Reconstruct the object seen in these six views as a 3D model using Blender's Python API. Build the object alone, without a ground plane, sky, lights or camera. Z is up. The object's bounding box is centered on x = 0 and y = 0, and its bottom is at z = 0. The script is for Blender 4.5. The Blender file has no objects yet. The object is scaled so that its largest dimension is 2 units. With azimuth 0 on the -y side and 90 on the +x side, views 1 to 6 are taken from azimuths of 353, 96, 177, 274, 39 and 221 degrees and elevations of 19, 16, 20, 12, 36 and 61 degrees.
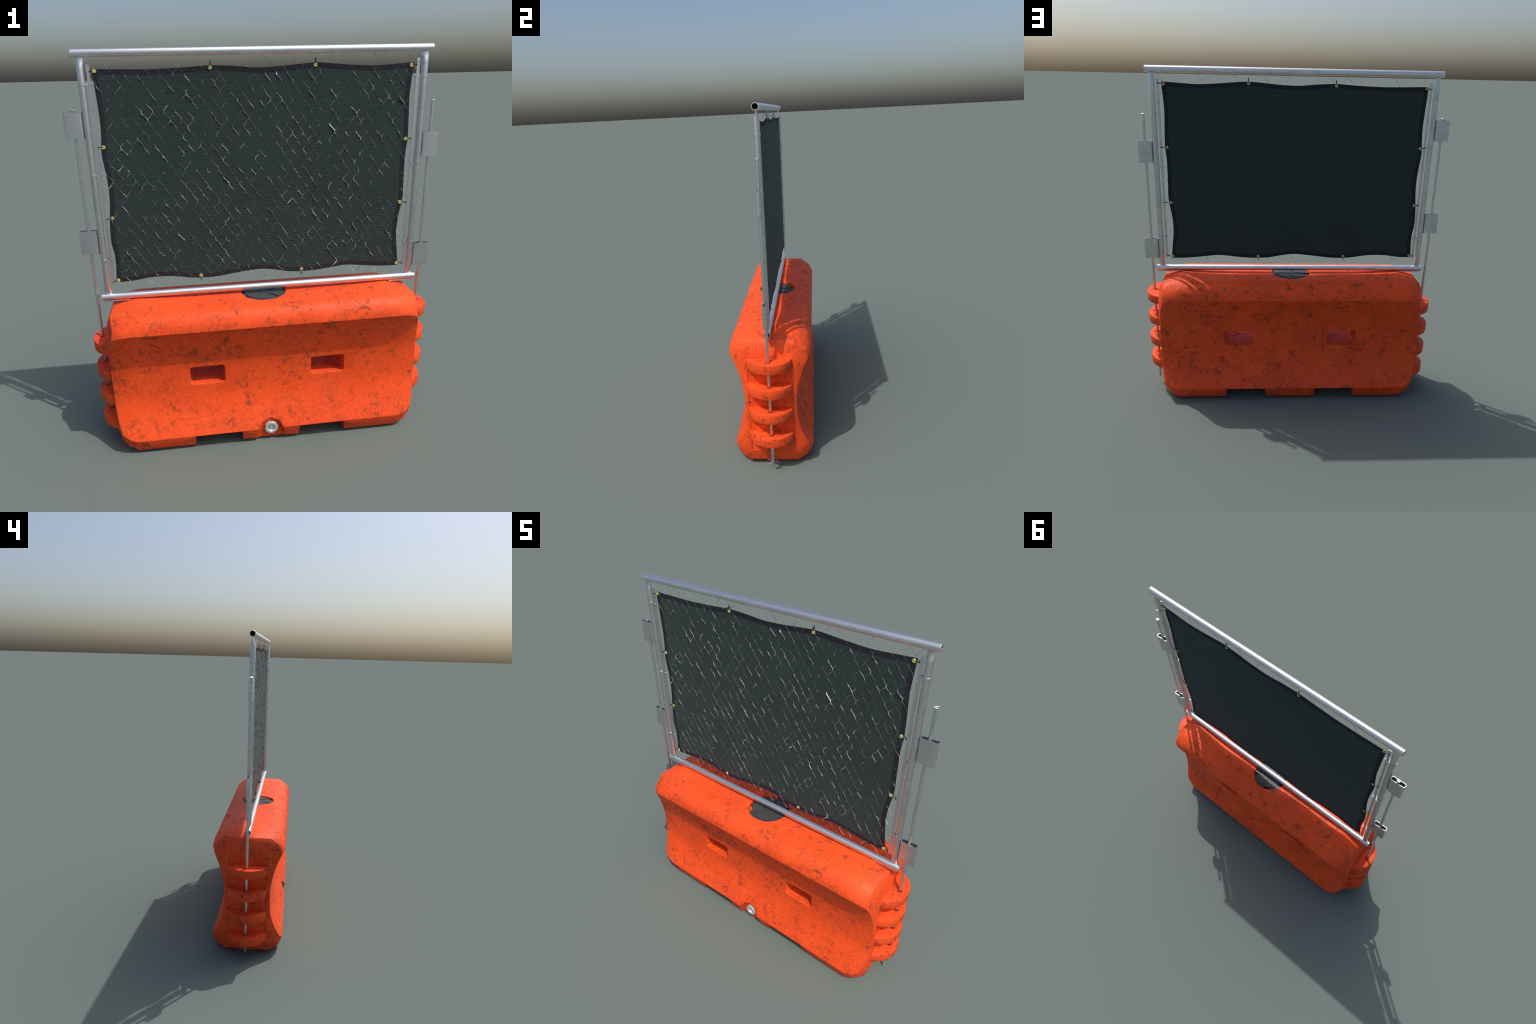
import bpy, bmesh, math, random
from mathutils import Vector, Matrix, noise

random.seed(7)
SC = bpy.context.scene.collection

# ------------------------------------------------------------------ helpers
def obj_from_bm(bm, name, mats, parent=None, angle=35, smooth=True):
    me = bpy.data.meshes.new(name)
    bmesh.ops.recalc_face_normals(bm, faces=bm.faces)
    bm.to_mesh(me); bm.free()
    if not isinstance(mats, (list, tuple)):
        mats = [mats]
    for m in mats:
        me.materials.append(m)
    if smooth:
        for p in me.polygons:
            p.use_smooth = True
        me.set_sharp_from_angle(angle=math.radians(angle))
    ob = bpy.data.objects.new(name, me)
    SC.objects.link(ob)
    if parent is not None:
        ob.parent = parent
    return ob

def bake(ob, angle=35):
    """apply all modifiers, smooth by angle"""
    dg = bpy.context.evaluated_depsgraph_get()
    me = bpy.data.meshes.new_from_object(ob.evaluated_get(dg))
    ob.modifiers.clear()
    old = ob.data
    ob.data = me
    me.name = ob.name
    bpy.data.meshes.remove(old)
    for p in me.polygons:
        p.use_smooth = True
    me.set_sharp_from_angle(angle=math.radians(angle))

def cut(ob, cutters):
    for c in cutters:
        m = ob.modifiers.new("cut", 'BOOLEAN')
        m.operation = 'DIFFERENCE'; m.solver = 'EXACT'; m.object = c
    bake(ob)
    for c in cutters:
        me = c.data
        bpy.data.objects.remove(c); bpy.data.meshes.remove(me)

def hull(points, name, mat, parent=None):
    bm = bmesh.new()
    for p in points:
        bm.verts.new(p)
    r = bmesh.ops.convex_hull(bm, input=bm.verts)
    bmesh.ops.delete(bm, geom=[g for g in r["geom_interior"] if isinstance(g, bmesh.types.BMVert)], context='VERTS')
    bmesh.ops.dissolve_limit(bm, angle_limit=math.radians(1.5), verts=bm.verts, edges=bm.edges)
    return obj_from_bm(bm, name, mat, parent)

def prism(pts, axis, a, b, name="helper", mat=None, parent=None, angle=35):
    """polygon pts (2D) extruded along axis from a to b.
    axis 0: pts are (y,z); axis 1: (x,z); axis 2: (x,y)"""
    bm = bmesh.new()
    def P(p, t):
        return {0: (t, p[0], p[1]), 1: (p[0], t, p[1]), 2: (p[0], p[1], t)}[axis]
    A = [bm.verts.new(P(p, a)) for p in pts]
    B = [bm.verts.new(P(p, b)) for p in pts]
    n = len(pts)
    bm.faces.new(A); bm.faces.new(B)
    for i in range(n):
        bm.faces.new((A[i], A[(i+1) % n], B[(i+1) % n], B[i]))
    return obj_from_bm(bm, name, mat if mat else [], parent, angle)

def loft(sections, cap=True):
    """list of equal-length 3D rings -> bm"""
    bm = bmesh.new()
    R = [[bm.verts.new(p) for p in s] for s in sections]
    n = len(R[0])
    for a, b in zip(R, R[1:]):
        for i in range(n):
            bm.faces.new((a[i], a[(i+1) % n], b[(i+1) % n], b[i]))
    if cap:
        bm.faces.new(R[0]); bm.faces.new(R[-1])
    return bm

def circle(r, n, ph=0.0):
    return [(r*math.cos(ph+2*math.pi*i/n), r*math.sin(ph+2*math.pi*i/n)) for i in range(n)]

def pipe(name, p0, p1, r, wall, mat, parent, n=12):
    """hollow pipe with open ends between two points"""
    p0, p1 = Vector(p0), Vector(p1)
    d = (p1-p0).normalized()
    u = d.orthogonal().normalized(); v = d.cross(u)
    ring = lambda c, rr: [c+u*x+v*y for x, y in circle(rr, n, math.pi/n)]
    L = (p1-p0).length
    ri = r-wall
    secs = [ring(p0, ri), ring(p0, r-.0008), ring(p0+d*.0012, r), ring(p1-d*.0012, r), ring(p1, r-.0008), ring(p1, ri)]
    bm = loft(secs, cap=False)
    # inner wall
    bm2 = loft([ring(p0, ri), ring(p1, ri)], cap=False)
    me = bpy.data.meshes.new("t"); bm2.to_mesh(me); bm2.free(); bm.from_mesh(me); bpy.data.meshes.remove(me)
    bmesh.ops.remove_doubles(bm, verts=bm.verts, dist=1e-5)
    return obj_from_bm(bm, name, mat, parent, angle=29)

def sweep(bm, path, r, n=6, closed=False, up=Vector((0, 1, 0.01))):
    """round tube along a polyline, added to bm"""
    path = [Vector(p) for p in path]
    rings = []
    m = len(path)
    for i, p in enumerate(path):
        a = path[(i-1) % m] if (closed or i > 0) else p
        b = path[(i+1) % m] if (closed or i < m-1) else p
        t = (b-a).normalized()
        s = t.cross(up)
        if s.length < 1e-4:
            s = t.orthogonal()
        s.normalize(); w = s.cross(t)
        rr = r[i] if isinstance(r, list) else r
        rings.append([bm.verts.new(p+s*x+w*y) for x, y in circle(rr, n, .4)])
    cnt = m if closed else m-1
    for k in range(cnt):
        A, B = rings[k], rings[(k+1) % m]
        for i in range(n):
            bm.faces.new((A[i], A[(i+1) % n], B[(i+1) % n], B[i]))
    if not closed:
        bm.faces.new(rings[0]); bm.faces.new(rings[-1])

def box(bm, lo, hi):
    r = bmesh.ops.create_cube(bm, size=1)
    for v in r["verts"]:
        v.co = Vector([lo[k] + (v.co[k]+.5)*(hi[k]-lo[k]) for k in range(3)])

def bevel(ob, w, seg=2, angle=30):
    m = ob.modifiers.new("bev", 'BEVEL')
    m.width = w; m.segments = seg; m.limit_method = 'ANGLE'; m.angle_limit = math.radians(angle)
    m.use_clamp_overlap = True
    bake(ob)

def interp(ctrl, t):
    """smooth (cosine-eased Catmull-Rom) interpolation through (t, value) pairs"""
    ctrl = sorted(ctrl)
    if t <= ctrl[0][0]: return ctrl[0][1]
    if t >= ctrl[-1][0]: return ctrl[-1][1]
    for i in range(len(ctrl)-1):
        if ctrl[i][0] <= t <= ctrl[i+1][0]:
            t0, v0 = ctrl[i]; t1, v1 = ctrl[i+1]
            h = t1-t0; s = (t-t0)/h
            m0 = (v1-ctrl[i-1][1])/(t1-ctrl[i-1][0]) if i > 0 else (v1-v0)/h
            m1 = (ctrl[i+2][1]-v0)/(ctrl[i+2][0]-t0) if i < len(ctrl)-2 else (v1-v0)/h
            return ((2*s**3-3*s*s+1)*v0 + (s**3-2*s*s+s)*h*m0 + (-2*s**3+3*s*s)*v1 + (s**3-s*s)*h*m1)

# ------------------------------------------------------------------ materials
class Mat:
    def __init__(self, name):
        self.m = bpy.data.materials.new(name); self.m.use_nodes = True
        self.nt = self.m.node_tree; self.N = self.nt.nodes; self.L = self.nt.links
        self.b = self.N["Principled BSDF"]
        tc = self.N.new("ShaderNodeTexCoord"); self.co = tc.outputs["Object"]
    def set(self, **k):
        for a, v in k.items():
            self.b.inputs[a.replace("_", " ")].default_value = v
    def mapping(self, scale=(1, 1, 1), rot=(0, 0, 0), loc=(0, 0, 0)):
        n = self.N.new("ShaderNodeMapping"); self.L.new(self.co, n.inputs[0])
        n.inputs["Scale"].default_value = scale; n.inputs["Rotation"].default_value = rot; n.inputs["Location"].default_value = loc
        return n.outputs[0]
    def noise(self, scale, detail=4, rough=.55, vec=None, dist=0.0):
        n = self.N.new("ShaderNodeTexNoise"); self.L.new(vec or self.co, n.inputs["Vector"])
        n.inputs["Scale"].default_value = scale; n.inputs["Detail"].default_value = detail
        n.inputs["Roughness"].default_value = rough; n.inputs["Distortion"].default_value = dist
        return n.outputs["Fac"]
    def voronoi(self, scale, vec=None, feature='F1'):
        n = self.N.new("ShaderNodeTexVoronoi"); self.L.new(vec or self.co, n.inputs["Vector"])
        n.inputs["Scale"].default_value = scale; n.feature = feature
        return n.outputs["Distance"]
    def wave(self, scale, direction='Z', vec=None, dist=0, dscale=1, profile='SIN'):
        n = self.N.new("ShaderNodeTexWave"); self.L.new(vec or self.co, n.inputs["Vector"])
        n.bands_direction = direction; n.wave_profile = profile
        n.inputs["Scale"].default_value = scale; n.inputs["Distortion"].default_value = dist
        n.inputs["Detail Scale"].default_value = dscale
        return n.outputs["Fac"]
    def ramp(self, fac, stops, interp='LINEAR'):
        n = self.N.new("ShaderNodeValToRGB"); self.L.new(fac, n.inputs[0])
        cr = n.color_ramp; cr.interpolation = interp
        while len(cr.elements) < len(stops): cr.elements.new(.5)
        for e, (p, c) in zip(cr.elements, stops):
            e.position = p
            e.color = (c, c, c, 1) if not isinstance(c, tuple) else (*c, 1)
        return n.outputs[0]
    def math(self, op, a, b):
        n = self.N.new("ShaderNodeMath"); n.operation = op
        for i, x in enumerate((a, b)):
            if isinstance(x, (int, float)): n.inputs[i].default_value = x
            else: self.L.new(x, n.inputs[i])
        n.use_clamp = op in ('ADD',)
        return n.outputs[0]
    def mix(self, fac, a, b, mode='MIX'):
        n = self.N.new("ShaderNodeMix"); n.data_type = 'RGBA'; n.blend_type = mode
        def put(s, x):
            if isinstance(x, tuple): s.default_value = (*x, 1)
            elif isinstance(x, (int, float)): s.default_value = x
            else: self.L.new(x, s)
        put(n.inputs[0], fac); put(n.inputs[6], a); put(n.inputs[7], b)
        return n.outputs[2]
    def link(self, sock, name):
        self.L.new(sock, self.b.inputs[name])
    def bump(self, h, strength=.3, dist=.001):
        n = self.N.new("ShaderNodeBump"); self.L.new(h, n.inputs["Height"])
        n.inputs["Strength"].default_value = strength; n.inputs["Distance"].default_value = dist
        self.L.new(n.outputs[0], self.b.inputs["Normal"])

def orange_plastic():
    M = Mat("scuffed_orange_plastic")
    base = M.mix(M.ramp(M.noise(4, 3), [(.35, 0.), (.7, 1.)]), (.95, .092, .015), (.86, .078, .013))
    # soft sooty haze gathered in clouds
    cloud = M.ramp(M.noise(5.5, 4, .6), [(.38, .22), (.64, 1.)])
    haze = M.ramp(M.noise(58, 8, .8), [(.42, 0.), (.66, 1.)])
    g1 = M.math('MULTIPLY', cloud, haze)
    # blotches of dirt with ragged, feathered edges, in loose clusters
    clus = M.ramp(M.noise(9, 2, .5, vec=M.mapping(loc=(3, 1, 7))), [(.40, .0), (.60, 1.)])
    blot = M.ramp(M.noise(21, 6, .72, dist=.35), [(.52, 0.), (.66, 1.)])
    g2 = M.math('MULTIPLY', clus, blot)
    # a few crescent scuffs and dark dabs
    scuff = M.ramp(M.noise(13, 5, .62, vec=M.mapping((.85, 1, 1.2), (0, .5, .3), (9, 2, 4)), dist=2.0), [(.615, 0.), (.685, 1.)])
    dab = M.ramp(M.noise(38, 3, .55, vec=M.mapping(loc=(1, 8, 3))), [(.635, 0.), (.72, 1.)])
    brk = M.ramp(M.noise(110, 5, .8), [(.38, .12), (.62, 1.)])
    g3 = M.math('MULTIPLY', M.math('MAXIMUM', scuff, dab), brk)
    amt = M.math('ADD', M.math('MULTIPLY', g1, .60), M.math('MULTIPLY', g2, .74))
    amt = M.math('ADD', amt, M.math('MULTIPLY', g3, .60))
    amt = M.math('MINIMUM', amt, .70)
    # thin dark line near each end of the body, broken up by noise
    sx = M.N.new("ShaderNodeSeparateXYZ"); M.L.new(M.co, sx.inputs[0])
    off = M.math('ABSOLUTE', M.math('SUBTRACT', M.math('ABSOLUTE', sx.outputs[0], 0), .664), 0)
    line = M.ramp(M.math('MULTIPLY', off, 100), [(.06, 1.), (.13, 0.)])
    worn = M.ramp(M.noise(7, 2, .5, vec=M.mapping(loc=(5, 5, 1))), [(.47, 0.), (.55, .55)])
    dark_line = M.math('MULTIPLY', line, worn)
    base = M.mix(dark_line, base, (.42, .022, .005))
    col = M.mix(amt, base, (.085, .032, .017))
    M.link(col, "Base Color")
    M.link(M.ramp(amt, [(0., .50), (1., .8)]), "Roughness")
    M.set(Specular_IOR_Level=.24)
    M.bump(M.noise(90, 4, .6), .10, .002)
    return M.m

def galvanized(name, c=(.72, .73, .75), rough=.34, band=1.0):
    M = Mat(name)
    a = M.noise(16, 4, .6, vec=M.mapping((1, 1, 1)))
    brushed = M.noise(10, 3, .6, vec=M.mapping((1.5, 1.5, 9)))
    v = M.math('ADD', M.math('MULTIPLY', a, .5), M.math('MULTIPLY', brushed, .5))
    lo = tuple(x*.86 for x in c)
    hi = tuple(min(1, x*1.10) for x in c)
    col = M.mix(M.ramp(v, [(.38, 0.), (.62, 1.)]), lo, hi)
    nick = M.ramp(M.noise(60, 3, .5, vec=M.mapping((1, 1, .6))), [(.73, 0.), (.78, 1.)])
    col = M.mix(M.math('MULTIPLY', nick, .6), col, (.25, .24, .23))
    M.link(col, "Base Color")
    M.set(Metallic=1.0)
    M.link(M.ramp(v, [(.3, rough+.08), (.7, rough-.04)]), "Roughness")
    return M.m

def fabric(name, dark, light, period=.0084):
    M = Mat(name)
    ribs = M.wave(2*math.pi/period/20, 'Z', dist=.35, dscale=2)
    fac = M.ramp(ribs, [(.15, 0.), (.75, 1.)])
    fine = M.noise(260, 2, .6, vec=M.mapping((.25, 1, 1)))
    soil = M.noise(4, 4, .6)
    col = M.mix(fac, dark, light)
    col = M.mix(M.math('MULTIPLY', fine, .35), col, tuple(x*.55 for x in dark))
    col = M.mix(M.ramp(soil, [(.4, 0.), (.75, .25)]), col, tuple(x*.6 for x in dark))
    M.link(col, "Base Color")
    M.set(Roughness=.8, Specular_IOR_Level=.25, Sheen_Weight=.07, Sheen_Roughness=.5, Sheen_Tint=(.75, 1, .94, 1))
    M.bump(ribs, .35, .0012)
    return M.m

def plain(name, col, rough=.5, metal=0., var=.12, scale=30, spec=.5):
    M = Mat(name)
    n = M.noise(scale, 4, .6)
    c = M.mix(M.ramp(n, [(.35, 0.), (.65, 1.)]), tuple(x*(1-var) for x in col), tuple(min(1, x*(1+var)) for x in col))
    M.link(c, "Base Color")
    M.set(Roughness=rough, Metallic=metal, Specular_IOR_Level=spec)
    return M.m

ORANGE = orange_plastic()
STEEL = galvanized("galvanized_rail_steel", (.77, .77, .78), .37)
STEEL_POST = galvanized("galvanized_post_steel", (.66, .665, .675), .39)
def glint_painted_wire():
    """zinc wire: dark grey, with sun glints painted into the colour as near-white patches"""
    M = Mat("galvanized_wire")
    t = M.ramp(M.noise(34, 2, .5), [(.47, 0.), (.60, 1.)])
    M.link(M.mix(t, (.21, .215, .215), (.86, .84, .82)), "Base Color")
    M.set(Metallic=.4, Roughness=.34)
    return M.m
WIRE = glint_painted_wire()
MESHCLOTH = fabric("dark_green_shade_cloth", (.0225, .0345, .0335), (.0345, .0545, .0515))
HEM = plain("black_vinyl_hem", (.0215, .0208, .0270), .8, scale=60, spec=.2)
BRASS = plain("brass_grommet_metal", (.55, .475, .165), .45, .1, .15, 90)
TIE = plain("black_nylon_tie", (.012, .012, .012), .5)
CAPMAT = plain("charcoal_cap_plastic", (.046, .046, .048), .5, 0, .10, 25)
PLUG = plain("pale_drain_plug_metal", (.55, .56, .55), .4, .25, .15, 60)

# ------------------------------------------------------------------ the thing
root = bpy.data.objects.new("water_filled_barrier", None)
SC.objects.link(root)
root["label"] = "orange plastic water barrier carrying a steel fence panel with dark screen"
root["category"] = "traffic barrier"

# ------------------------------------------------------------------ barrier body
quad = []
def sym(x, y, z):
    for sx in (1, -1):
        for sy in (1, -1):
            quad.append((sx*x, sy*y, z))
XM = .66                                        # where the moulded ends begin
ROLL = [(0, .806), (.06, .805), (.12, .800), (.165, .7865), (.187, .7755), (.204, .760), (.215, .744), (.223, .726), (.230, .697)]
for y, z in ROLL:
    sym(XM, y, z)                               # rolled top of the long middle part
sym(XM, .228, .088); sym(XM, .206, .019)        # lower edge, steep rim above the base
sym(.705, .156, 0); sym(.757, .130, 0)          # base
END = .812
sym(END, .132, .110); sym(END, .132, .662)      # flat end face
sym(.798, .130, .745); sym(.781, .140, .775); sym(.768, .202, .724)    # top edge of the end
sym(.735, .226, .694); sym(.700, .230, .697)
# vertical corner of the end, seen in plan, above and below the waist
for x, y, zu, zl in [(.803, .158, .56, .25), (.793, .185, .635, .165), (.778, .209, .678, .122), (.738, .2235, .69, .098)]:
    sym(x, y, zu); sym(x, y, zl)
sym(.706, .228, .088); sym(.703, .206, .019)
sym(.754, .194, .040); sym(.783, .186, .078); sym(.799, .170, .125)
sym(.793, .136, .032)
body = hull(quad, "barrier_body", ORANGE, root)
# the blow-moulded top sags a few millimetres between the ends
bm = bmesh.new(); bm.from_mesh(body.data)
for i in range(-6, 7):
    bmesh.ops.bisect_plane(bm, geom=bm.verts[:]+bm.edges[:]+bm.faces[:], plane_co=(i*.1, 0, 0), plane_no=(1, 0, 0))
for v in bm.verts:
    if v.co.z > .78 and abs(v.co.x) < .66:
        v.co.z -= .0135*(1-(v.co.x/.66)**4)*max(0, 1-(v.co.y/.165)**2)
bmesh.ops.triangulate(bm, faces=[f for f in bm.faces if len(f.verts) > 4])
bm.to_mesh(body.data); bm.free()
for p in body.data.polygons: p.use_smooth = True
body.data.set_sharp_from_angle(angle=math.radians(35))

WAIST = [(.230, .697), (.2105, .673), (.1915, .636), (.1735, .592), (.159, .540), (.1485, .490), (.1435, .450), (.142, .410),
         (.143, .360), (.147, .305), (.156, .260), (.1695, .215), (.191, .162), (.2115, .121), (.228, .088)]
cutters = []
for s in (1, -1):
    prof = WAIST if s < 0 else [(.230, .697), (.2130, .668), (.1945, .630), (.1765, .590), (.161, .540), (.149, .490)]+WAIST[6:]
    pts = [(s*interp([(z, y) for y, z in prof], z0), z0) for z0 in [.697-.609*i/44 for i in range(45)]]
    out = [(s*.40, .02), (s*.40, .76)]
    # run past the ridge and the lower edge so that they stay sharp
    pts = [(s*.2315, .701)] + pts + [(s*.2295, .083)] + out
    cutters.append(prism(pts, 0, -1.0, 1.0))
# fork notches under the base: two, right through, with a little draft
for s in (1, -1):
    cutters.append(prism([(s*.148, -.02), (s*.157, .086), (s*.402, .086), (s*.411, -.02)], 1, -.4, .4))
# drain recess in the middle foot
cutters.append(prism([(-.074, -.02), (-.069, .078), (-.047, .122), (0, .140), (.047, .122), (.069, .078), (.074, -.02)], 1, -.4, -.193))
# fork pockets: two right through the body, flared at the mouths
def pocket(xc):
    def rect(y, hx, z0, z1, c):
        return [(xc+dx, y, z) for dx, z in
                [(-hx+c, z0), (hx-c, z0), (hx, z0+c), (hx, z1-c), (hx-c, z1), (-hx+c, z1), (-hx, z1-c), (-hx, z0+c)]]
    half = [(.22, .102, .339, .457, .008), (.160, .101, .340, .456, .008), (.140, .091, .350, .451, .010), (.004, .086, .339, .449, .012)]
    bm = loft([rect(-y, *r) for y, *r in half] + [rect(y, *r) for y, *r in reversed(half)])
    return obj_from_bm(bm, "helper", [])
for xc in (-.322, .322):
    cutters.append(pocket(xc))
# shallow vertical channel behind the hinge lugs
for s in (1, -1):
    sec = lambda d, hy, z0, z1: [(s*d, -hy, z0), (s*d, hy, z0), (s*d, hy, z1), (s*d, -hy, z1)]
    bm = loft([sec(.84, .132, .088, .690), sec(END, .121, .100, .676), sec(.8075, .117, .105, .670)])
    cutters.append(obj_from_bm(bm, "helper", []))
# well for the fill cap
cutters.append(prism(circle(.119, 24), 2, .766, .9))
cut(body, cutters)
# slice the long faces so that shading stays local, then round the edges
bm = bmesh.new(); bm.from_mesh(body.data)
bmesh.ops.remove_doubles(bm, verts=bm.verts, dist=2e-5)
for i in range(-7, 8):
    bmesh.ops.bisect_plane(bm, geom=bm.verts[:]+bm.edges[:]+bm.faces[:], plane_co=(i*.1003+.0007, 0, 0), plane_no=(1, 0, 0))
bm.to_mesh(body.data); bm.free()
bevel(body, .0028, 2, 31)
bake(body, 27)

# ------------------------------------------------------------------ hinge lugs
def lug_mesh(s, top, th):
    R, xc = .1345, .7660
    pts = []
    a0 = math.asin(.1275/R)
    for i in range(10):
        a = -a0 + 2*a0*i/9
        pts.append((s*(xc+R*math.cos(a)), R*math.sin(a)))
    pts += [(s*.785, .1275), (s*.785, -.1275)]
    ob = prism(pts, 2, top-th, top, "hinge_lug", ORANGE, body)
    hole = prism([(s*.856+x, y) for x, y in circle(.0135, 6, .3)], 2, top-th-.02, top+.02)
    cut(ob, [hole])
    bevel(ob, .0025, 2, 40)
    return ob
LUG_PITCH = .148
for k in range(4):
    lug_mesh(1, .678-LUG_PITCH*k, .053)
    lug_mesh(-1, .604-LUG_PITCH*k, .054)

# ------------------------------------------------------------------ fill cap
def fill_cap():
    R = .1155
    bm = bmesh.new()
    notches = [(209, 13), (298, 11), (34, 7), (112, 11), (172, 6)]
    pts = []
    for d in range(0, 360, 3):
        r = R
        for c, h in notches:
            dd = abs((d-c+180) % 360-180)
            if dd <= h: r = R-.018
        pts.append((r*math.cos(math.radians(d)), r*math.sin(math.radians(d))))
    cap = prism(pts, 2, .762, .7860, "fill_cap", CAPMAT, body, 30)
    bevel(cap, .0012, 1, 40)
    # raised lid sectors inside the rim, laid like a pinwheel with narrow joints
    n = 5
    for k in range(n):
        a = math.radians(360/n*k+22)
        u = Vector((math.cos(a), math.sin(a))); w = Vector((-u.y, u.x))
        a2 = a+math.radians(360/n)
        ring = []
        for i in range(9):
            t = a+.05+(a2-a-.09)*i/8
            ring.append((.096*math.cos(t), .096*math.sin(t)))
        e = Vector((math.cos(a2), math.sin(a2)))
        inner = [tuple(e*.030), tuple(u*.030 + w*.003)]
        tilt = .0022
        bm = bmesh.new()
        poly = ring+inner
        lo = [bm.verts.new((x, y, .7850)) for x, y in poly]
        hi = []
        for j, (x, y) in enumerate(poly):
            f = j/8 if j < 9 else (1 if j == 9 else 0)
            hi.append(bm.verts.new((x*.992, y*.992, .7883+tilt*(1-f))))
        bm.faces.new(lo); bm.faces.new(hi)
        for j in range(len(poly)):
            bm.faces.new((lo[j], lo[(j+1) % len(poly)], hi[(j+1) % len(poly)], hi[j]))
        obj_from_bm(bm, "lid_sector", CAPMAT, cap, 25)
    prism(circle(.027, 10), 2, .7850, .7887, "lid_hub", CAPMAT, cap, 25)
fill_cap()

# ------------------------------------------------------------------ drain plug
def drain():
    c = Vector((.002, 0, .076))
    prof = [(.0, -.186), (.0365, -.186), (.0365, -.2065), (.0345, -.209), (.0225, -.209), (.0195, -.205), (.0165, -.194), (.0, -.193)]
    n = 10
    secs = []
    for r, y in prof:
        secs.append([(c.x+max(r, .0004)*x, y, c.z+max(r, .0004)*z) for x, z in circle(1, n, .15)])
    bm = loft(secs)
    d = obj_from_bm(bm, "drain_plug", PLUG, body, 30)
    bm = loft([[(c.x-.003+r*x, y, c.z+.004+r*z) for x, z in circle(1, 5, .5)] for r, y in [(.0105, -.1935), (.0095, -.2045), (.007, -.2055)]])
    obj_from_bm(bm, "drain_bolt", PLUG, d, 30)
drain()

# ------------------------------------------------------------------ fence frame
RAIL_X = .832
top_rail = pipe("top_rail", (-RAIL_X, 0, 1.9815), (RAIL_X, 0, 1.9815), .0185, .0035, STEEL, root, 14)
bottom_rail = pipe("bottom_rail", (-RAIL_X, 0, .8225), (RAIL_X, 0, .8225), .0177, .0035, STEEL, root, 14)
for s in (1, -1):
    bm = bmesh.new()
    lo, hi = sorted((s*.688, s*.822))
    box(bm, (lo, -.0105, .7985), (hi, .0105, .8055))
    ob = obj_from_bm(bm, "rail_foot_plate", STEEL, bottom_rail)
    bevel(ob, .001, 1)

def post(s):
    """round pipe whose ends are pinched flat where they meet the rails"""
    z0, z1, r = .832, 1.968, .0163
    secs = []
    for z, fx, fy in [(z0, 1.12, .28), (z0+.012, 1.06, .34), (z0+.030, 1.02, .80), (z0+.048, 1, 1), (1.0, 1, 1), (1.4, 1, 1), (1.8, 1, 1),
                      (z1-.052, 1, 1), (z1-.034, 1.02, .80), (z1-.016, 1.06, .34), (z1, 1.12, .28)]:
        secs.append([(s*.798+r*fx*x, r*fy*y, z) for x, y in circle(1, 10, math.pi/10)])
    return obj_from_bm(loft(secs), "post", STEEL_POST, root, 40)

def sleeve_mesh():
    """flattened oval tube that the lock pin slides through; centred, unit height"""
    def ring(hx, hy, c, z):
        pts = []
        for cx, cy, a0 in [(hx-c, hy-c, 0), (-hx+c, hy-c, 90), (-hx+c, -hy+c, 180), (hx-c, -hy+c, 270)]:
            for i in range(5):
                a = math.radians(a0+22.5*i)
                pts.append((cx+c*math.cos(a), cy+c*math.sin(a), z))
        return pts
    o = [ring(.0420, .0128, .0095, z) for z in (-.5, .5)]
    i = [ring(.0390, .0098, .0070, z) for z in (-.5, .5)]
    bm = loft([i[0], o[0], o[1], i[1], i[0]], cap=False)
    bmesh.ops.remove_doubles(bm, verts=bm.verts, dist=1e-6)
    return bm

def band(s, z, p):
    """tension band: strap round the post with two ears clamped on the bar"""
    h = .0042
    bm = bmesh.new()
    ro, ri = .0192, .0162
    secs = []
    a0, a1, n = (0, 2*math.pi, 12) if z > 1.8 else (math.radians(85), math.radians(275), 8)
    for i in range(n+1):
        t = a0+(a1-a0)*i/n
        secs.append([(s*(.798+r*math.cos(t)), r*math.sin(t), z+zz) for r, zz in [(ri, -h), (ro, -h), (ro, h), (ri, h)]])
    b2 = loft(secs, cap=(n == 8))
    bmesh.ops.remove_doubles(b2, verts=b2.verts, dist=1e-6)
    me = bpy.data.meshes.new("t"); b2.to_mesh(me); b2.free(); bm.from_mesh(me); bpy.data.meshes.remove(me)
    for y in (-1, 1):
        a = Vector((s*.786, y*.0150, z)); b = Vector((s*.771, y*.0062, z)); c = Vector((s*.752, y*.0058, z))
        for q0, q1 in ((a, b), (b, c)):
            d = (q1-q0).normalized(); nn = Vector((-d.y, d.x, 0))*.0009
            P = []
            for q in (q0, q1):
                for k in (-1, 1):
                    for zz in (-h, h):
                        P.append(bm.verts.new(q+nn*k+Vector((0, 0, zz))))
            for f in [(0, 1, 3, 2), (4, 6, 7, 5), (0, 4, 5, 1), (2, 3, 7, 6), (0, 2, 6, 4), (1, 5, 7, 3)]:
                bm.faces.new([P[i] for i in f])
    # carriage bolt
    sweep(bm, [(s*.757, -.0105, z), (s*.757, .0105, z)], .0024, 6, up=Vector((0, 0, 1)))
    return obj_from_bm(bm, "tension_band", STEEL_POST, p, 30)

def tension_bar(s):
    bm = bmesh.new()
    box(bm, (s*.766-.0072, -.0028, .889), (s*.766+.0072, .0028, 1.934))
    ob = obj_from_bm(bm, "tension_bar", STEEL_POST, root)
    bevel(ob, .0007, 1)

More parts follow.
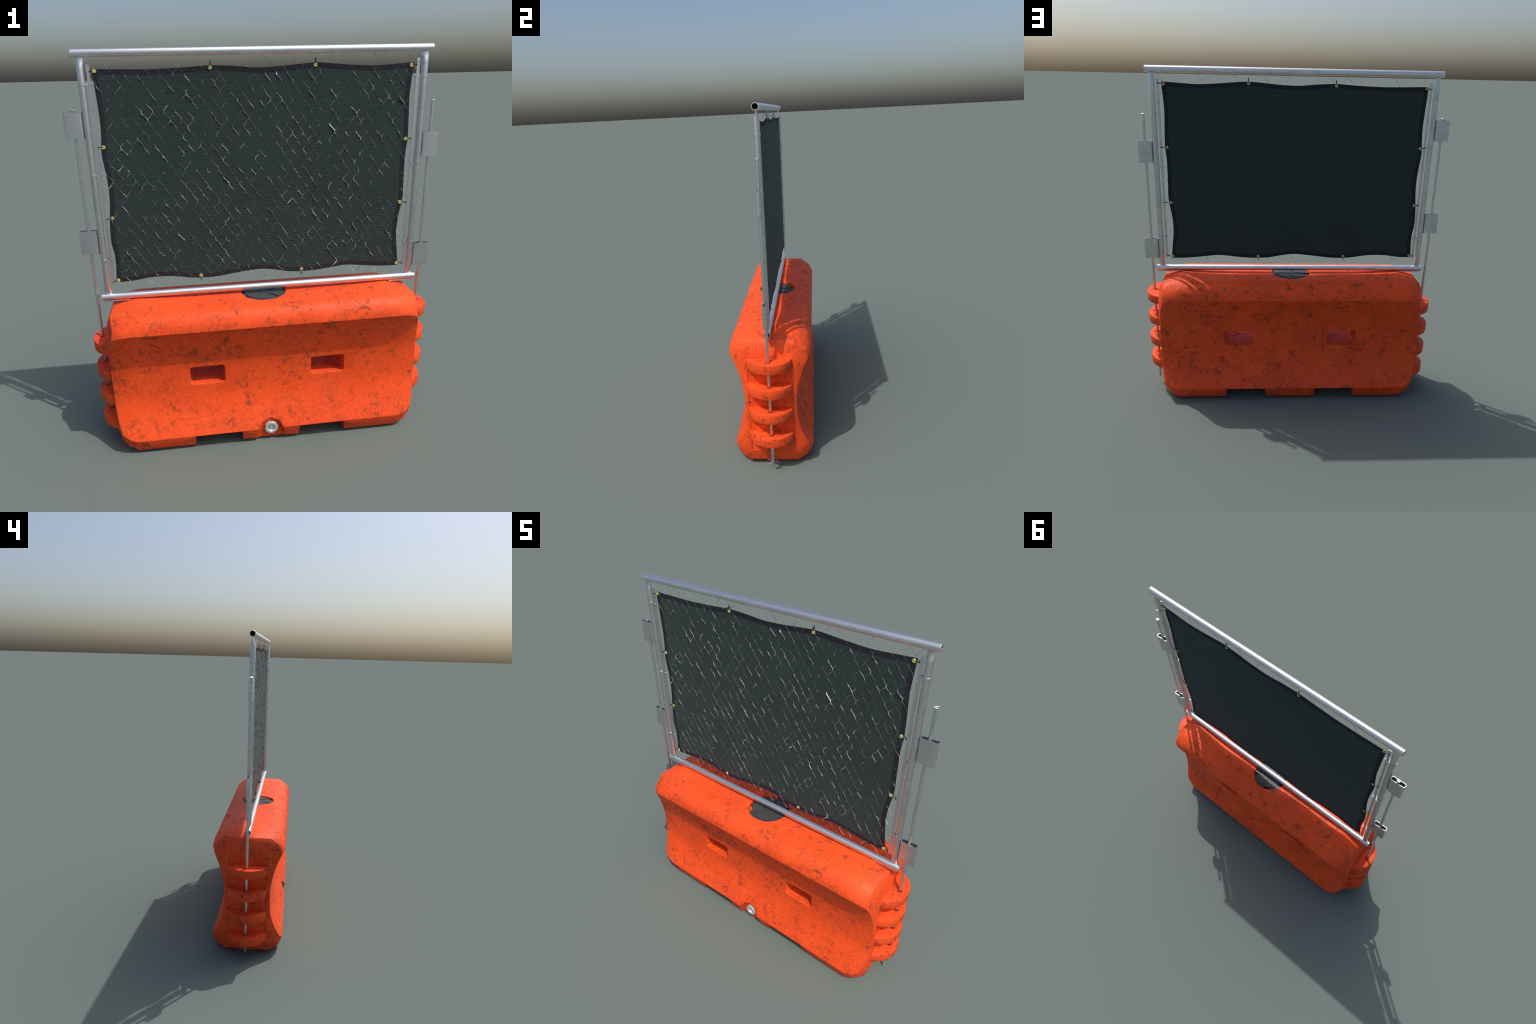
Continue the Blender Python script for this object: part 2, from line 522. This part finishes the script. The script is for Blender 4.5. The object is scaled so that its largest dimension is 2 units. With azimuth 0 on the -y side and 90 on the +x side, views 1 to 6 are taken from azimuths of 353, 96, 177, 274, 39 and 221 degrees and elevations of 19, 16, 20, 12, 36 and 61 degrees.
SLEEVES = {1: [(1.470, 1.592), (.886, 1.010)], -1: [(1.615, 1.733), (1.056, 1.176)]}
for s in (1, -1):
    p = post(s)
    for a, b in SLEEVES[s]:
        bm = sleeve_mesh()
        for v in bm.verts:
            v.co = Vector((s*.857+v.co.x, v.co.y, (a+b)/2+v.co.z*(b-a)))
        obj_from_bm(bm, "pin_sleeve", STEEL_POST, p, 40)
    for z in (1.851, 1.445, 1.022):
        band(s, z, p)
    tension_bar(s)

# ------------------------------------------------------------------ lock pins
def lock_pin(s):
    x0, r = s*.856, .0082
    secs = [[(x0+q*x, q*y, z) for x, y in circle(1, 8, math.pi/8)] for q, z in
            [(r*.55, .041), (r*.85, .047), (r*.85, .085), (r, .092), (r, .8), (r, 1.736)]]
    ob = obj_from_bm(loft(secs), "lock_pin", STEEL_POST, root, 40)
    hd = [[(x0+q*x, q*y, z) for x, y in circle(1, 8)] for q, z in [(.0085, 1.736), (.0112, 1.738), (.0112, 1.7425), (.0085, 1.7445)]]
    obj_from_bm(loft(hd), "pin_head", STEEL_POST, ob, 30)
    bm = bmesh.new()
    d = Vector((.75, s*.62, .12)).normalized()
    c = Vector((x0, 0, 1.7455))
    sweep(bm, [c-d*.012, c, c+d*.012], .0007, 6, up=Vector((0, 0, 1)))
    obj_from_bm(bm, "pin_handle", STEEL_POST, ob, 40)
    # hairpin cotter through the foot of the pin: bar with a ring at either end
    bm = bmesh.new()
    z = .066
    sweep(bm, [(x0, -.016, z), (x0, .016, z)], .0008, 5, up=Vector((0, 0, 1)))
    for q in (-1, 1):
        ring = []
        for i in range(14):
            a = 2*math.pi*i/14
            ring.append((x0+.004*q*math.sin(a), q*(.021+.011*math.cos(a)), z-.003+.010*math.sin(a)))
        sweep(bm, ring, .0006, 5, closed=True, up=Vector((1, 0, 0.02)))
    obj_from_bm(bm, "cotter_ring", WIRE, ob, 40)
for s in (1, -1):
    lock_pin(s)

def screen_y(x, z):
    """the cloth bellies a centimetre towards the back between its pinned edges"""
    u = min(1, max(0, (x+.748)/1.494)); v = min(1, max(0, (z-.892)/1.024))
    n1 = noise.noise(Vector((x*4.0, z*4.0, 3.1)))
    n2 = noise.noise(Vector((x*11.0, z*11.0, 8.7)))
    belly = (math.sin(math.pi*u)*math.sin(math.pi*v))**.55
    return .0052+.0112*belly+.0006*n1+.0005*n2

# ------------------------------------------------------------------ chain link
def chain_link():
    """zig-zag wires hooked into each other; diamond 52.7 mm wide, 79 mm high"""
    DX, DZ = .02635, .0395
    bm = bmesh.new()
    rnd = random.Random(21)
    z_top = 1.607+DZ*9                       # node rows counted from a measured one
    rows = 29
    knot = {}
    for i in range(-29, 29):
        path = []; rad = []
        for j in range(rows):
            z = z_top-DZ*j
            # at even multiples of DZ (row 9 = z 1.607) the nodes sit on even columns
            even = ((j-9) % 2 == 0)
            left_is_even = (i % 2 == 0)
            col = i if (left_is_even == even) else i+1
            other = -1 if col == i else 1      # this wire's share of the twist
            key = (col, j)
            if key not in knot:
                knot[key] = (rnd.gauss(0, .0010), rnd.gauss(0, .0012), rnd.gauss(0, .0017))
            ox, oz, oy = knot[key]
            x = col*DX+ox-other*.0006
            hgt = .0058+rnd.gauss(0, .0008)
            # wire run from this knot to the next: radius picked at random, hair-thin for most runs and thicker for some
            falling = other == -1              # runs falling to the right lie on the outside of each spiral
            q = rnd.random()
            on_cloth = abs(x) < .735 and .905 < z-.02 < 1.90
            if not on_cloth:
                run = .0002 if q < .88 else .0010
            elif falling:
                run = .0002 if q < .46 else (.0005 if q < .68 else min(.0017, .0010*math.exp(rnd.gauss(0, .25))))
            else:
                run = .0002 if q < .58 else (.0005 if q < .86 else min(.0012, .0008*math.exp(rnd.gauss(0, .2))))
            prev = rad[-1] if rad else run
            if on_cloth and rnd.random() < .008:
                run = .0028
            rad += [prev, run]
            ys = screen_y(x, z)
            lean = ys-.0012+oy
            yin, yout = (.0009, -.0009) if falling else (-.0009, .0009)
            y1 = min(lean+yin+rnd.gauss(0, .0010), ys+.0010-rad[-2])
            y2 = min(lean+yout+rnd.gauss(0, .0010), ys+.0010-rad[-1])
            if j == 0:
                path.append((x, y1, z-hgt*.2)); path.append((x, y2, z-hgt))
            elif j == rows-1:
                path.append((x, y1, z+hgt)); path.append((x, y2, z+hgt*.2))
            else:
                path.append((x, y1, z+hgt)); path.append((x, y2, z-hgt))
        sweep(bm, path, rad, 5)
    ob = obj_from_bm(bm, "chain_link_mesh", WIRE, root, 60)
    ob["kind"] = "stuff"
chain_link()

# ------------------------------------------------------------------ privacy screen
TOP = [(-.75, 1.915), (-.64, 1.912), (-.506, 1.9095), (-.35, 1.914), (-.225, 1.921), (-.10, 1.915), (-.02, 1.908), (.09, 1.911),
       (.262, 1.924), (.36, 1.918), (.46, 1.910), (.554, 1.906), (.65, 1.911), (.746, 1.917)]
BOT = [(-.752, .897), (-.677, .898), (-.572, .911), (-.469, .909), (-.355, .893), (-.253, .891), (-.13, .905), (-.011, .916),
       (.08, .905), (.158, .891), (.277, .890), (.37, .899), (.454, .907), (.55, .898), (.643, .889), (.739, .886)]
RIGHT = [(.886, .739), (.97, .729), (1.07, .7185), (1.145, .721), (1.236, .735), (1.27, .739), (1.35, .737), (1.485, .736), (1.555, .742),
         (1.60, .742), (1.68, .739), (1.77, .736), (1.917, .746)]
LEFT = [(.897, -.752), (.98, -.745), (1.045, -.746), (1.1, -.754), (1.2, -.751), (1.28, -.742), (1.36, -.737), (1.44, -.741), (1.54, -.750),
        (1.60, -.745), (1.68, -.740), (1.77, -.743), (1.915, -.750)]
HEMW = .0225
def screen_point(u, v):
    """u,v in 0..1 over the cloth; edges follow the scalloped outline"""
    x = -.75+1.496*u; z = .892+1.024*v
    xl, xr = interp(LEFT, z), interp(RIGHT, z)
    zb, zt = interp(BOT, x), interp(TOP, x)
    # the scallops die out towards the middle of the cloth
    X = xl+(xr-xl)*u
    Z = zb+(zt-zb)*v
    Y = screen_y(X, Z)
    return Vector((X, Y, Z))

def cloth(name, us, vs, keep, th, mat, parent):
    """double-sided cloth on the grid us x vs, only the cells that keep() accepts"""
    bm = bmesh.new()
    F, B = {}, {}
    for i, u in enumerate(us):
        for j, v in enumerate(vs):
            p = screen_point(u, v)
            F[i, j] = p+Vector((0, -th/2, 0)); B[i, j] = p+Vector((0, th/2, 0))
    VF, VB = {}, {}
    def vf(D, V, k):
        if k not in V: V[k] = bm.verts.new(D[k])
        return V[k]
    cells = {(i, j) for i in range(len(us)-1) for j in range(len(vs)-1) if keep((us[i]+us[i+1])/2, (vs[j]+vs[j+1])/2)}
    for i, j in cells:
        q = [(i, j), (i+1, j), (i+1, j+1), (i, j+1)]
        bm.faces.new([vf(F, VF, k) for k in q])
        bm.faces.new([vf(B, VB, k) for k in reversed(q)])
        for (a, b), nb in zip(((q[0], q[1]), (q[1], q[2]), (q[2], q[3]), (q[3], q[0])), ((i, j-1), (i+1, j), (i, j+1), (i-1, j))):
            if nb not in cells:
                bm.faces.new([vf(F, VF, a), vf(B, VB, a), vf(B, VB, b), vf(F, VF, b)])
    return obj_from_bm(bm, name, mat, parent, 50)

hu, hv = HEMW/1.496, HEMW/1.024
us = [0, hu] + [hu+(1-2*hu)*i/88 for i in range(1, 88)] + [1-hu, 1]
vs = [0, hv] + [hv+(1-2*hv)*i/60 for i in range(1, 60)] + [1-hv, 1]
inside = lambda u, v: hu < u < 1-hu and hv < v < 1-hv
screen = cloth("privacy_screen", us, vs, inside, .0026, MESHCLOTH, root)
hem = cloth("screen_hem", us, vs, lambda u, v: not inside(u, v), .0038, HEM, screen)

# grommets and cable ties
GROM = [(.734, 1.904, (1, 0)), (.731, 1.559, (1, 0)), (.725, 1.236, (1, 0)), (.730, .898, (1, 0)),
        (-.740, 1.906, (-1, 0)), (-.738, 1.572, (-1, 0)), (-.737, 1.231, (-1, 0)), (-.741, .907, (-1, 0)),
        (-.227, 1.911, (0, 1)), (.264, 1.914, (0, 1)), (-.324, .903, (0, -1)), (.206, .900, (0, -1))]
rg = random.Random(5)
prof = [(.0024, -.0038), (.0050, -.0046), (.0078, -.0042), (.0092, -.0026), (.0092, .0026), (.0078, .0042), (.0050, .0046), (.0024, .0038), (.0024, -.0038)]
gb = loft([[(r*x, y, r*z) for x, z in circle(1, 12)] for r, y in prof], cap=False)
bmesh.ops.remove_doubles(gb, verts=gb.verts, dist=1e-6)
g0 = None
for i, (x, z, d) in enumerate(GROM):
    if g0 is None:
        g = g0 = obj_from_bm(gb, "grommet", BRASS, hem, 40)
    else:
        g = g0.copy(); SC.objects.link(g)
    g.location = (x, .0055, z)
    g.rotation_euler = (rg.uniform(-.22, .22), rg.uniform(0, 3), rg.uniform(-.22, .22))
    # tie loop: through the eyelet, out over the hem edge and round the bar or wire
    D = Vector((d[0], 0, d[1]))
    L = (.766-abs(x)+.006) if d[0] else rg.uniform(.026, .032)
    S = Vector((-D.z, 0, D.x))
    sk = rg.uniform(-.12, .12)
    path = []
    for k in range(16):
        a = 2*math.pi*k/16
        e = .5-.5*math.cos(a)
        path.append(Vector((x, .0055, z))+D*(L*e)+S*(sk*L*e+.0012*math.sin(a))+Vector((0, .0042*math.sin(a), 0)))
    bm = bmesh.new()
    sweep(bm, path, .0015, 5, closed=True, up=S)
    # ratchet head and clipped tail on the front side
    h = Vector((x, -.004, z))+D*(L*.62)+S*(sk*L*.6)
    box(bm, (h.x-.0026, h.y-.0022, h.z-.0026), (h.x+.0026, h.y+.0022, h.z+.0026))
    obj_from_bm(bm, "cable_tie", TIE, hem, 40)
